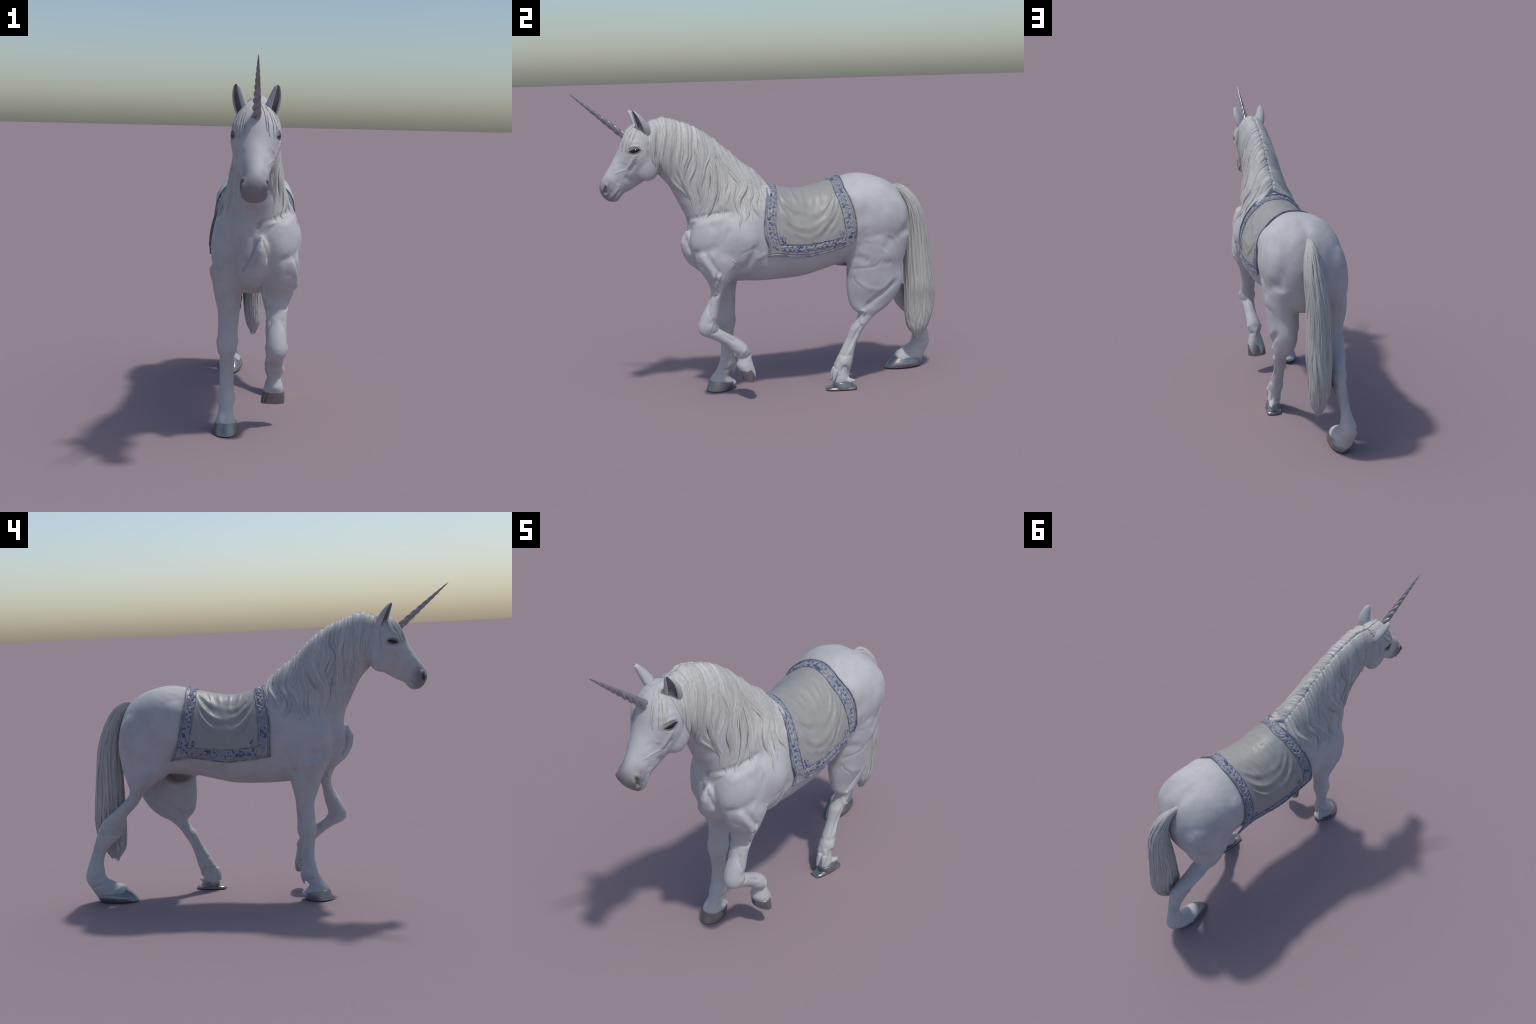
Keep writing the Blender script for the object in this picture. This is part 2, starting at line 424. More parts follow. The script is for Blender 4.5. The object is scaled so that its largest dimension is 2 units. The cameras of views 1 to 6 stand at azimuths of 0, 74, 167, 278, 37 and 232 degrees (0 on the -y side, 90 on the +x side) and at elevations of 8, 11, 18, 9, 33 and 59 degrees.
stroke([(-.46, .825), (-.396, .832), (-.338, .863), (-.286, .914), (-.256, .951)], .022, -.0045, 1)      # lower rim of the shoulder ball
stroke([(-.368, .822), (-.30, .785), (-.242, .735)], .040, .007, 1)                                     # triceps
stroke([(-.414, .832), (-.394, .780), (-.357, .721), (-.330, .684)], .017, .010, 1)                     # upper arm ridge
stroke([(-.425, .843), (-.438, .783), (-.41, .735)], .012, -.005, 1)
stroke([(-.385, .815), (-.355, .755), (-.315, .705)], .012, -.006, 1)
stroke([(-.123, .851), (-.153, .797), (-.178, .748), (-.235, .698)], .020, -.008, 1)                    # behind the elbow
stroke([(-.210, .808), (-.170, .827), (-.123, .846)], .009, -.002, 1)
stroke([(-.131, .773), (-.102, .787), (-.078, .802)], .015, .004, 1)
stroke([(-.260, .784), (-.235, .762)], .003, .003, 1)
stroke([(-.267, .968), (-.303, .899), (-.350, .853)], .016, .003, 1)
stroke([(-.360, .718), (-.348, .677), (-.343, .631)], .007, .005, 1)
stroke([(-.320, .715), (-.335, .676), (-.343, .631)], .007, .005, 1)
stroke([(-.340, .720), (-.342, .67)], .006, -.005, 1)
stroke([(-.343, .631), (-.330, .600), (-.361, .583), (-.380, .567), (-.396, .518)], .006, -.006, 1)
stroke([(-.369, .554), (-.380, .519), (-.373, .468)], .006, -.004, 1)
stroke([(-.30, .83), (-.26, .75), (-.20, .70), (-.15, .72)], .018, -.007, -1)
stroke([(-.29, .76), (-.25, .73), (-.19, .74)], .022, .006, -1)
stroke([(-.33, .78), (-.36, .73), (-.33, .68)], .016, -.006, -1)
stroke([(-.12, .84), (-.15, .78), (-.17, .72), (-.19, .68)], .018, -.006, -1)
stroke([(-.26, .62), (-.235, .56), (-.225, .48)], .008, -.004, -1)
stroke([(-.23, .63), (-.21, .55), (-.205, .46)], .010, .003, -1)
# lower legs: tendon grooves and joints
stroke([(-.220, .32), (-.218, .25), (-.222, .18)], .007, -.005, -1)
stroke([(-.24, .39), (-.22, .372), (-.20, .39)], .010, -.003, -1)
stroke([(-.337, .406), (-.301, .374), (-.240, .326)], .008, -.006, 1)
stroke([(-.39, .44), (-.36, .46), (-.345, .43)], .012, -.004, 1)
stroke([(-.262, .405), (-.225, .415), (-.200, .400)], .016, .004, -1)
stroke([(-.270, .350), (-.230, .345), (-.200, .350)], .010, -.004, -1)
stroke([(-.245, .33), (-.243, .25), (-.25, .17)], .010, .003, -1)
stroke([(-.235, .150), (-.225, .146)], .018, .004, -1)
stroke([(-.29, .112), (-.25, .115), (-.22, .112)], .010, -.004, -1)
stroke([(-.27, .30), (-.23, .27)], .012, .002, 1)
stroke([(-.205, .285), (-.19, .275)], .018, .004, 1)
stroke([(-.225, .235), (-.19, .24), (-.16, .25)], .009, -.005, 1)
stroke([(-.40, .43), (-.37, .42)], .022, .004, 1)
stroke([(-.31, .43), (-.335, .40), (-.37, .395)], .009, -.005, 1)
stroke([(.355, .15), (.375, .145)], .020, .004, 1)
stroke([(.33, .195), (.37, .185), (.41, .19)], .009, -.003, 1)
stroke([(.94, .155), (.955, .15)], .022, .004, -1)
stroke([(.865, .135), (.90, .105), (.955, .09)], .009, -.005, -1)
stroke([(.79, .088), (.82, .075), (.87, .045)], .008, .003, -1)
# hindquarters
stroke([(.407, .667), (.452, .672), (.506, .676), (.538, .686), (.566, .714)], .010, -.0024, 1)
stroke([(.407, .665), (.416, .641), (.433, .601), (.473, .572), (.532, .550), (.583, .553), (.613, .582), (.643, .613), (.649, .650)], .016, .0022, 1)
stroke([(.415, .630), (.425, .600), (.465, .560)], .006, -.002, 1)
stroke([(.662, .583), (.591, .532), (.520, .481), (.485, .446)], .016, -.009, 1)
stroke([(.413, .737), (.458, .725), (.493, .704)], .022, -.005, 1)
stroke([(.57, .705), (.60, .69), (.63, .70)], .018, -.004, 1)
stroke([(.64, .815), (.685, .854), (.708, .891)], .026, -.004, 1)
stroke([(.571, .766), (.598, .798), (.617, .840)], .026, -.005, 1)
stroke([(.428, .896), (.482, .905), (.49, .85), (.481, .808)], .03, .004, 1)
stroke([(.462, .352), (.426, .292), (.390, .228), (.349, .164)], .008, -.005, 1)
stroke([(.451, .299), (.415, .240), (.390, .204)], .006, .003, 1)
stroke([(.457, .432), (.480, .425), (.466, .373), (.471, .348)], .009, .007, 1)
stroke([(.345, .10), (.36, .13), (.385, .10), (.38, .06)], .007, -.006, 1)
stroke([(.32, .15), (.325, .11), (.33, .08)], .008, .004, 1)
stroke([(.70, .555), (.73, .60), (.70, .66)], .010, -.006, -1)
stroke([(.68, .60), (.64, .65), (.58, .68)], .012, .004, -1)
stroke([(.80, .40), (.86, .415), (.90, .40)], .012, .004, -1)
stroke([(.80, .365), (.86, .375), (.92, .37)], .009, -.004, -1)
stroke([(.91, .31), (.925, .25), (.93, .19)], .008, -.004, -1)
stroke([(.90, .15), (.94, .14), (.985, .15)], .009, -.004, -1)
stroke([(0, .58, 1.15), (0, .64, 1.12), (0, .69, 1.095), (0, .74, 1.06)], .03, -.007)               # groove over the croup
commit()
# gentle uneven relief over the muscles
from mathutils import noise as mnoise
def relief(P, k, ph):
    return np.array([mnoise.noise(Vector((p[0]*k+ph, p[1]*k, p[2]*k*.8))) for p in P])
DISP += (.0016*relief(co, 12, 3.1)+.0009*relief(co, 32, 7.7))*np.clip((co[:, 2]-.5)*3, .25, 1)*np.where(co[:, 1] < -.58, .4, 1)
commit()

BVH = BVHTree.FromPolygons([tuple(p) for p in co], faces)

# ------------------------------------------------------------------ split the body
root = bpy.data.objects.new("unicorn", None); COL.objects.link(root)
root["label"] = "white horned horse walking with blue-trimmed grey saddle cloth"
root["category"] = "unicorn"

F = np.array(faces) if all(len(f) == 4 for f in faces) else None
fc = co[F].mean(1)
reg = np.zeros(len(F), int)                                    # torso
names = ["torso", "neck", "head", "foreleg", "foreleg", "hind_leg", "hind_leg"]
y, z, x = fc[:, 1], fc[:, 2], fc[:, 0]
reg[(y-(-.43))*.27 < (z-.95)*.33] = 1
reg[(reg == 1) & (y > -.05)] = 0
reg[(reg == 1) & (z < .93)] = 0
reg[(y < -.590+(1.21-z)*.10) & (z > 1.05)] = 2
reg[(z < .665) & (y < -.14)] = 3
reg[(reg == 3) & (x > 0)] = 4
reg[(z < .665) & (y > .39) & (np.abs(x) > .015)] = 5
reg[(reg == 5) & (x > 0)] = 6
PART = {}
for r, nm in enumerate(names):
    fs = F[reg == r]
    used = np.unique(fs)
    remap = np.full(len(co), -1); remap[used] = np.arange(len(used))
    ob = new_obj(nm, co[used], [tuple(q) for q in remap[fs].tolist()], M_COAT, True, root)
    ob.data.normals_split_custom_set_from_vertices([tuple(q) for q in nor[used].tolist()])
    PART[r] = ob
TORSO, NECK, HEAD, FORE_FAR, FORE_NEAR, HIND_FAR, HIND_NEAR = [PART[i] for i in range(7)]

# ------------------------------------------------------------------ horn
def horn():
    a = np.array([.001, -.740, 1.417]); b = np.array([.004, -1.000, 1.6355])
    ax = b-a; L = np.linalg.norm(ax); ax /= L
    u = np.cross(ax, [1, 0, 0]); u /= np.linalg.norm(u); w = np.cross(ax, u)
    nr, nc = 260, 36
    v = []
    for i in range(nr):
        t = i/(nr-1)
        r0 = .0188*(1-t)**.74+.0006
        for j in range(nc):
            ang = 2*math.pi*j/nc
            ph = 3*ang-2*math.pi*(7.0*t+2.6*t*t)
            rid = abs(math.sin(ph/2))**.6
            r = r0*(.58+.46*rid)
            v.append(a+ax*L*t+(u*math.cos(ang)+w*math.sin(ang))*r)
    return new_obj("horn", v, tube_faces(nr, nc), M_HORN, True, HEAD)
horn()

# ------------------------------------------------------------------ ears
def ear(s):
    rows = [(.050, -.650, 1.385, .012, .010), (.050, -.642, 1.410, .025, .018), (.055, -.650, 1.440, .035, .028), (.063, -.661, 1.468, .034, .028), (.070, -.673, 1.495, .029, .024),
            (.075, -.687, 1.520, .021, .018), (.077, -.698, 1.537, .013, .012), (.0775, -.702, 1.545, .005, .005)]
    R = catmull(rows, 6)
    D = np.array([.62, -.77, .12]); D /= np.linalg.norm(D)
    W = np.cross(D, [.1, -.3, 1.0]); W /= np.linalg.norm(W)
    v = []; n = 22
    for (x0, y0, z0, w, d) in R:
        c = np.array([x0, y0, z0])
        loop = []
        for k in range(n):
            th = math.radians(-148+296*k/(n-1)); loop.append(c+W*w*math.sin(th)-D*d*math.cos(th))
        for k in range(n):
            th = math.radians(138-276*k/(n-1)); loop.append(c+W*w*.62*math.sin(th)-D*d*(.60*math.cos(th)-.06))
        v += loop
    v = [np.array([p[0]*s, p[1], p[2]]) for p in v]
    f = tube_faces(len(R), 2*n)
    if s < 0: f = [tuple(reversed(q)) for q in f]
    ob = new_obj("ear", v, f, M_COAT, True, HEAD)
    ob.data.materials.append(M_EARIN)
    nf = len(R)-1
    for i in range(nf):
        for j in range(n+1, 2*n-2):
            ob.data.polygons[i*2*n+j].material_index = 1
    sm = ob.modifiers.new("round", 'SUBSURF'); sm.levels = 1; sm.render_levels = 1
for s in (1, -1): ear(s)

# ------------------------------------------------------------------ eyes
def tube_along(pts, rad, nc=10, flat=None):
    """tube along a polyline with per-point radii"""
    P = np.array(pts); n = len(P)
    v = []
    T = np.gradient(P, axis=0); T /= np.linalg.norm(T, axis=1)[:, None]
    up = flat if flat is not None else np.array([0, 0, 1.0])
    for i in range(n):
        a = np.cross(T[i], up if np.ndim(up) == 1 else up[i]); a /= max(np.linalg.norm(a), 1e-9)
        b = np.cross(a, T[i])
        for j in range(nc):
            t = 2*math.pi*j/nc
            v.append(P[i]+(a*math.cos(t)+b*math.sin(t))*rad[i])
    return v, tube_faces(n, nc)

def surf(y, z, s, off=0.0):
    """point on the flank side s of the body at (y,z)"""
    hit, n, _, _ = BVH.ray_cast(Vector((s*1.0, y, z)), Vector((-s, 0, 0)))
    if hit is None: return None, None
    return np.array(hit)+np.array(n)*off, np.array(n)

def eye(s):
    corners = (-.735, 1.3455), (-.679, 1.3535)
    nu, nv = 22, 10
    v = []; up = []; lo = []
    for i in range(nu+1):
        u = i/nu
        yy = corners[0][0]*(1-u)+corners[1][0]*u; zz = corners[0][1]*(1-u)+corners[1][1]*u
        hu = .0112*math.sin(math.pi*u)**.7; hl = .0115*math.sin(math.pi*u**.85)**1.0
        for k in range(nv+1):
            q = k/nv
            zc = zz-hl+(hu+hl)*q
            dome = .0040*math.sin(math.pi*u)*math.sin(math.pi*q)
            p, n = surf(yy, zc, s, 0)
            v.append(p+np.array([s, -.15, 0])*(.0008+dome))
        pu, _ = surf(yy, zz+hu, s); pl, _ = surf(yy, zz-hl, s)
        up.append(pu+np.array([s, 0, 0])*.0016); lo.append(pl+np.array([s, 0, 0])*.0004)
    f = []
    for i in range(nu):
        for k in range(nv):
            a = i*(nv+1)+k; q = (a, a+nv+1, a+nv+2, a+1)
            f.append(q if s > 0 else tuple(reversed(q)))
    new_obj("eye", v, f, M_EYE, True, HEAD)
    rr = [.0034*math.sin(math.pi*(.08+.84*i/nu))+.0008 for i in range(nu+1)]
    new_obj("eyelid", *tube_along(up, rr), M_LID, True, HEAD)
    new_obj("eyelid", *tube_along(lo, [.7*r for r in rr]), M_LID, True, HEAD)
for s in (1, -1): eye(s)

# ------------------------------------------------------------------ hooves
def hoof(rows, parent, sub=6):
    """rows as for loft"""
    v, f = loft(rows, sub, 40)
    ob = new_obj("hoof", v, f, M_HOOF, True, parent)
    bv = ob.modifiers.new("edge", 'BEVEL'); bv.width = .002; bv.segments = 2; bv.angle_limit = math.radians(50)
    return ob
hoof([(-.339, .055, -.195, .040, -.110, .0505), (-.346, .034, -.196, .026, -.110, .053), (-.354, .014, -.20, .010, -.110, .055), (-.358, .001, -.208, .0, -.110, .056)], FORE_FAR)
hoof([(-.224, .170, -.143, .176, .106, .0505), (-.216, .150, -.139, .150, .105, .053), (-.208, .128, -.137, .125, .104, .055), (-.202, .110, -.138, .104, .103, .056)], FORE_NEAR)
hoof([(.778, .070, .925, .050, -.112, .048), (.752, .052, .945, .032, -.113, .055), (.728, .030, .942, .012, -.112, .059), (.712, .008, .932, .002, -.114, .052), (.712, .004, .93, .0005, -.116, .048)], HIND_FAR)
hoof([(.302, .040, .398, .044, .126, .037), (.302, .024, .405, .026, .128, .040), (.304, .008, .412, .009, .130, .042)], HIND_NEAR)
def plate(outline, z0, z1, crown):
    c = np.mean(np.array(outline), axis=0); v = []; n = len(outline)
    P = catmull(list(outline)+[outline[0]], 3)[:-1]; n = len(P)
    for sc, zz in ((1.0, z0), (1.0, z1), (.80, z1+crown*.5), (.45, z1+crown), (.1, z1+crown*.9)):
        for p in P: v.append((c[0]+(p[0]-c[0])*sc, c[1]+(p[1]-c[1])*sc, zz))
    return v, tube_faces(5, n)
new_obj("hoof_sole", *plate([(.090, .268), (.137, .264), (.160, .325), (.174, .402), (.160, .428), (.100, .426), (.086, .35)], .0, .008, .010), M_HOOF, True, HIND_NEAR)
for (p0, p1, r) in [((.112, .318, .120), (.108, .292, .048), .017), ((.135, .315, .115), (.140, .296, .050), .016), ((.100, .35, .07), (.092, .33, .03), .016)]:
    q = np.linspace(0, 1, 8)
    pts = [np.array(p0)*(1-k)+np.array(p1)*k for k in q]
    new_obj("fetlock_tuft", *tube_along(pts, [r*(.35+.9*math.sin(math.pi*(.15+.6*k)))*(1.05-k*.75) for k in q], 12, np.array([0, 1.0, .2])), M_COAT, True, HIND_NEAR)

# ------------------------------------------------------------------ tail
TAILROWS = [(.690, 1.090, .690, 1.050, -.004, .014), (.745, 1.090, .735, 1.045, .000, .020), (.797, 1.063, .762, 1.010, .006, .032), (.844, 1.008, .780, .955, .009, .041),
            (.881, .941, .786, .900, .006, .048), (.911, .843, .786, .820, -.002, .053), (.928, .735, .788, .720, -.006, .058), (.942, .620, .788, .610, -.005, .060),
            (.955, .520, .789, .510, -.001, .061), (.964, .430, .788, .420, -.002, .053), (.953, .350, .792, .345, .000, .048), (.928, .285, .803, .280, .002, .041),
            (.905, .245, .824, .240, .003, .028), (.886, .215, .848, .213, .002, .012)]
tv, tf = loft(TAILROWS, 10, 96)
tv = np.array(tv)
R = catmull([tuple(r) for r in TAILROWS], 10)
for i in range(len(R)):
    c = tv[i*96:(i+1)*96].mean(0)
    for j in range(96):
        a = 2*math.pi*j/96
        fade = min(1, i/30)
        t = i/len(R)
        h = math.sin(a*13+2.2*math.sin(t*9))+.8*math.sin(a*22-3.1*math.sin(t*6+1)+t*5)+.6*math.sin(a*37+4*t)
        tv[i*96+j] += (tv[i*96+j]-c)/max(np.linalg.norm(tv[i*96+j]-c), 1e-6)*.0016*h*fade
TAIL = new_obj("tail", tv, tf, M_TAIL, True, root)

# ------------------------------------------------------------------ hair locks
def lock(name, pts, nrm, width, height, mat, parent, nc=14, ribs=3, seed=0.0, start=.4):
    """flattened, ribbed, tapering strand lying on a surface"""
    P = np.array(pts); n = len(P)
    T = np.gradient(P, axis=0); T /= np.maximum(np.linalg.norm(T, axis=1), 1e-9)[:, None]
    v = []
    for i in range(n):
        nn = nrm[i]-T[i]*(nrm[i]@T[i]); nn /= max(np.linalg.norm(nn), 1e-9)
        bb = np.cross(nn, T[i])
        t = i/(n-1)
        prof = min(1, start+5*t)*(max(0, 1-t)**.55*.96+.04)
        w = width*prof; h = height*min(1, start+4*t)*(max(0, 1-t)**.5*.95+.05)
        for j in range(nc):
            a = 2*math.pi*j/nc
            xx = math.cos(a)
            rib = 1+.36*math.cos(ribs*math.pi*xx+seed+2.0*t) if math.sin(a) > 0 else 1
            v.append(P[i]+bb*w*xx+nn*(h*math.sin(a)*rib))
    return new_obj(name, v, tube_faces(n, nc), mat, True, parent)

def smooth_path(P, k=3):
    P = np.array(P)
    for _ in range(k): P[1:-1] = (P[:-2]+2*P[1:-1]+P[2:])/4
    return P

def march(start, side, zstop, sway, freq, ph, off, lat=1.0, step=.009, maxn=90, drift=0.0, first=None):
    p = Vector(start); pts = []; ns = []
    d0 = None; L = 0.0
    for k in range(maxn):
        q, n, _, _ = BVH.find_nearest(p)
        if q is None: break
        if side and q.x*side < 0.001 and k > 3: q.x = .001*side
        pts.append(np.array(q+n*off)); ns.append(np.array(n))
        if q.z < zstop: break
        sy = drift+sway*min(1.0, .15+L*4.5)*(mnoise.noise(Vector((q.y*freq, q.z*freq*.75, 7.3*side+ph)))+.7*mnoise.noise(Vector((q.y*freq*1.6, q.z*freq*1.9, 3.1*side)))*min(1, L*5))
        g = Vector((side*lat*max(.12, 1-L/.07), sy, -1.0))
        if first is not None and L < .05: g = Vector(first)
        g -= n*g.dot(n)
        if g.length < 1e-4: break
        g.normalize()
        if d0 is not None: g = (g*.55+d0*.45).normalized()
        d0 = g
        p = q+g*step; L += step
    return pts, ns

CREST = np.array([(-.612, 1.475), (-.56, 1.495), (-.45, 1.465), (-.36, 1.425), (-.255, 1.345), (-.178, 1.262), (-.125, 1.227), (-.085, 1.197), (-.058, 1.175)])
cl = np.concatenate([[0], np.cumsum(np.linalg.norm(np.diff(CREST, axis=0), axis=1))]); cl /= cl[-1]
def crest(t): return np.interp(t, cl, CREST[:, 0]), np.interp(t, cl, CREST[:, 1])
ZL = np.array([(-.64, 1.40), (-.60, 1.33), (-.56, 1.24), (-.52, 1.15), (-.463, 1.08), (-.40, 1.01), (-.30, .965), (-.22, .97), (-.13, 1.0), (-.06, 1.06), (.0, 1.09)])
def zlow(y): return np.interp(y, ZL[:, 0], ZL[:, 1])

def settle(pts, ns, depth):
    """let the tip sink into the coat"""
    n = len(pts)
    return [p-nn*depth*max(0, (i/(n-1)-.72)/.28)**1.5 for i, (p, nn) in enumerate(zip(pts, ns))]

def mane_cover(side, count, layer):
    for i in range(count):
        t = (i+.5+rng.uniform(-.35, .35))/count
        y0, z0 = crest(t)
        zb = zlow(y0+.02)
        rag = [rng.uniform(-.06, .06), rng.uniform(-.06, .16), rng.uniform(-.04, .30)][layer]
        zs = min(zb+rag*(1 if t > .12 else .3), z0-.08)
        fr = 12.0; ph = 0
        sway = [.95, 1.35, 1.6][layer]
        off = [.0000, .0050, .0080][layer]+rng.uniform(-.0012, .0016)
        pts, ns = march((side*.0015, y0+rng.uniform(-.004, .004), z0), side, zs, sway, fr, ph, off, drift=rng.uniform(-.02, .08)+(.03 if t > .75 else 0))
        if len(pts) < 8: continue
        P = smooth_path(settle(pts, ns, .006+off), 4)
        w = [rng.uniform(.016, .024), rng.uniform(.013, .026), rng.uniform(.004, .008)][layer]
        h = [rng.uniform(.0075, .0100), rng.uniform(.0090, .0150), rng.uniform(.0040, .0060)][layer]
        lock("mane_lock" if layer < 2 else "mane_strand", P, ns, w, h, M_MANE, NECK, nc=[22, 18, 12][layer], ribs=[rng.integers(4, 7), rng.integers(3, 6), 2][layer], seed=rng.uniform(0, 6), start=.9 if layer < 2 else .3)
for s in (1, -1):
    mane_cover(s, 84, 0)
    mane_cover(s, 32, 1)
    mane_cover(s, 36, 2)

def forelock(side):
    for i in range(18):
        u = (i+.5)/18
        x0 = side*(.003+.040*u)
        st = (x0, -.626-.010*u+rng.uniform(-.010, .010), 1.480-.012*u)
        zs = (1.385+.02*rng.uniform(-1, 1)-.03*(u < .35))
        pts, ns = march(st, side, zs, .5, 14, rng.uniform(0, .4), .0008+rng.uniform(0, .0015), lat=.22, step=.006, maxn=60,
                        drift=-.15, first=(side*(.06+.42*u), -1.0, -.10))
        if len(pts) < 8: continue
        lock("forelock", smooth_path(pts, 4), ns, rng.uniform(.0045, .0075), rng.uniform(.0028, .0042), M_MANE, HEAD, ribs=2, seed=rng.uniform(0, 6))
    for i in range(7):                                   # wisps in front of the ear, down the temple
        st = (side*(.050+.002*i), -.672+.004*i, 1.450-.003*i)
        pts, ns = march(st, side, 1.325+.012*i+rng.uniform(-.01, .01), .6, 14, rng.uniform(0, .4), .001, lat=.8, step=.006, maxn=40, drift=.22)
        if len(pts) < 8: continue
        lock("forelock", smooth_path(pts, 4), ns, rng.uniform(.004, .006), .0032, M_MANE, HEAD, ribs=2, seed=rng.uniform(0, 6))
for s in (1, -1): forelock(s)

# tail strands follow the tail body
NR = len(R)
def tail_pt(i, a, off):
    i0 = min(int(i), NR-2); f = i-i0
    ring = lambda k: tv[k*96:(k+1)*96]
    def at(k):
        g = (a/(2*math.pi)*96) % 96; j = int(g); w = g-j
        r = ring(k); c = r.mean(0)
        p = r[j % 96]*(1-w)+r[(j+1) % 96]*w
        d = (p-c)/max(np.linalg.norm(p-c), 1e-9)
        return p+d*off, d
    p0, d0 = at(i0); p1, d1 = at(i0+1)
    return p0*(1-f)+p1*f, d0*(1-f)+d1*f
for k in range(110):
    a0 = rng.uniform(0, 2*math.pi)
    i0 = rng.uniform(6, NR*.72); ln = rng.uniform(.28, .55)*NR
    i1 = min(NR-3, i0+ln)
    if k < 34: i0 = rng.uniform(3, 9); i1 = i0+rng.uniform(.35, .6)*NR; a0 = k/34*2*math.pi
    f = rng.uniform(.04, .10); ph = rng.uniform(0, 6)
    pts, ns = [], []
    for q in np.linspace(i0, i1, 34):
        p, d = tail_pt(q, a0+.10*math.sin(f*(q-i0)+ph), .0006)
        pts.append(p); ns.append(d)
    lock("tail_lock", pts, ns, rng.uniform(.0045, .0085), rng.uniform(.0028, .0042), M_TAIL, TAIL, ribs=rng.integers(2, 4), seed=rng.uniform(0, 6), start=.08)

for k in range(30):                                      # ragged tip
    a0 = rng.uniform(0, 2*math.pi); i0 = rng.uniform(.66, .82)*NR
    pts, ns = [], []
    for q in np.linspace(i0, NR-4, 16):
        p, d = tail_pt(q, a0+.05*math.sin(q*.3+k), .001); pts.append(p); ns.append(d)
    run = pts[-1]-pts[-3]; run /= np.linalg.norm(run); ln = rng.uniform(.004, .030)
    for q in (.33, .66, 1.0):
        pts.append(pts[15]+(run*.5+np.array([0, .0, -.6]))*ln*q); ns.append(ns[15])
    pts = [p if p[2] > .192 else np.array([p[0], p[1], .192]) for p in pts]
    lock("tail_lock", smooth_path(pts, 2), ns, rng.uniform(.005, .010), rng.uniform(.003, .005), M_TAIL, TAIL, ribs=2, seed=rng.uniform(0, 6), start=.04)

# ------------------------------------------------------------------ saddle cloth
FN = ([0, .25, .4, .6, .75, .9, 1], [-.020, -.045, -.066, -.085, -.082, -.064, -.073])
FF = ([0, .25, .4, .6, .75, .9, 1], [-.020, -.045, -.056, -.066, -.065, -.062, -.064])
RN = ([0, .25, .4, .6, .8, .93, 1], [.394, .384, .398, .411, .419, .418, .408])
RF = ([0, .25, .5, .75, .9, 1], [.394, .386, .399, .419, .442, .467])
BN = ([-.08, -.03, .06, .15, .255, .343, .39, .42], [.776, .786, .771, .766, .779, .797, .815, .850])
BF = ([-.07, .04, .172, .259, .356, .42, .47], [.784, .771, .763, .774, .789, .775, .760])
NS, NT = 150, 260
ZC = .88
def swag(s, tau, side):
    """hanging folds of the centre panel: catenary ridges fading into the border"""
    u = (s-.13)/.74
    if not 0 < u < 1 or tau > .86: return 0
    edge = min(1, u*6, (1-u)*6)*min(1, (.86-tau)*9)
    sag = 4*u*(1-u)
    h = 0
    sets = ([(.10, .40, .045, 2.4, .20), (.22, .46, .050, 3.4, -.10), (.33, .44, .050, 3.6, -.05), (.44, .36, .05, 1.6, -.05)] if side > 0 else
            [(.06, .26, .045, 2.6, -.2), (.13, .36, .040, 3.2, .1), (.22, .42, .050, 4.0, .0), (.33, .46, .06, 1.6, .1)])
    for (t0, dep, wid, amp, lean) in sets:
        c = t0+dep*(max(sag, 0)**.8)*(1+lean*(2*u-1))+.05*mnoise.noise(Vector((u*3.5, t0*40, side*5)))
        wid = wid*(1+.5*mnoise.noise(Vector((u*4, t0*30, 9+side))))
        amp = amp*(1+.8*mnoise.noise(Vector((u*3, t0*50, 3+side))))
        ends = .35+.65*min(1, abs(2*u-1)*1.6)                # crisp near the borders, soft in the belly of the sag
        h += amp*ends*(math.exp(-((tau-c)/wid)**2)-.6*math.exp(-((tau-c-.075)/(wid*.9))**2))
    for (uc, sl, wid, amp, t1) in [(.20, .42, .030, 2.4, .46), (.40, .16, .028, 2.6, .42), (.62, -.06, .030, 2.4, .38), (.80, -.28, .030, 2.4, .40)]:
        h += amp*math.exp(-((u-uc-sl*tau)/wid)**2)*max(0, 1-tau/t1)*min(1, tau*6)
    h += 1.3*mnoise.noise(Vector((u*5, tau*4, 11+side)))+.6*mnoise.noise(Vector((u*13, tau*9, 2+side)))
    return h*edge*.0021
grid = np.zeros((NS+1, NT+1, 3)); gn = np.zeros_like(grid)
for i in range(NS+1):
    s = i/NS
    for j in range(NT+1):
        t = 1-2*j/NT; side = 1 if t >= 0 else -1; tau = abs(t)
        Fq, Rq, Bq = (FN, RN, BN) if side > 0 else (FF, RF, BF)
        y = np.interp(tau, *Fq)*(1-s)+np.interp(tau, *Rq)*s
        zb = np.interp(y, *Bq)
        am = math.pi/2+math.atan2(ZC-zb, .212)
        al = am*tau
        d = Vector((side*math.sin(al), 0, math.cos(al)))
        hit, n, _, _ = BVH.ray_cast(Vector((0, y, ZC))+d*1.2, -d)
        p = np.array(hit) if hit is not None else np.array((0, y, ZC))+np.array(d)*.2
        grid[i, j] = p
# drape: relax the sheet so it bridges hollows, never sinking into the body
g0 = grid.copy()
for _ in range(40):
    q = grid.copy()
    q[1:-1] = .5*q[1:-1]+.25*(grid[:-2]+grid[2:])
    q[:, 1:-1] = .5*q[:, 1:-1]+.25*(q[:, :-2]+q[:, 2:])
    cen = np.stack([np.zeros_like(q[..., 0]), q[..., 1], np.full_like(q[..., 0], ZC)], -1)
    r0 = np.linalg.norm(g0-cen, axis=-1); r1 = np.linalg.norm(q-cen, axis=-1)
    q = cen+(q-cen)*np.maximum(1, (r0/np.maximum(r1, 1e-6)))[..., None]
    q[..., 1] = g0[..., 1]
    grid = q
du = np.gradient(grid, axis=0); dv = np.gradient(grid, axis=1)
gn = np.cross(du, dv); gn /= np.linalg.norm(gn, axis=-1)[..., None]
if (gn[NS//2, NT//2] @ np.array([0, 0, 1])) < 0: gn = -gn
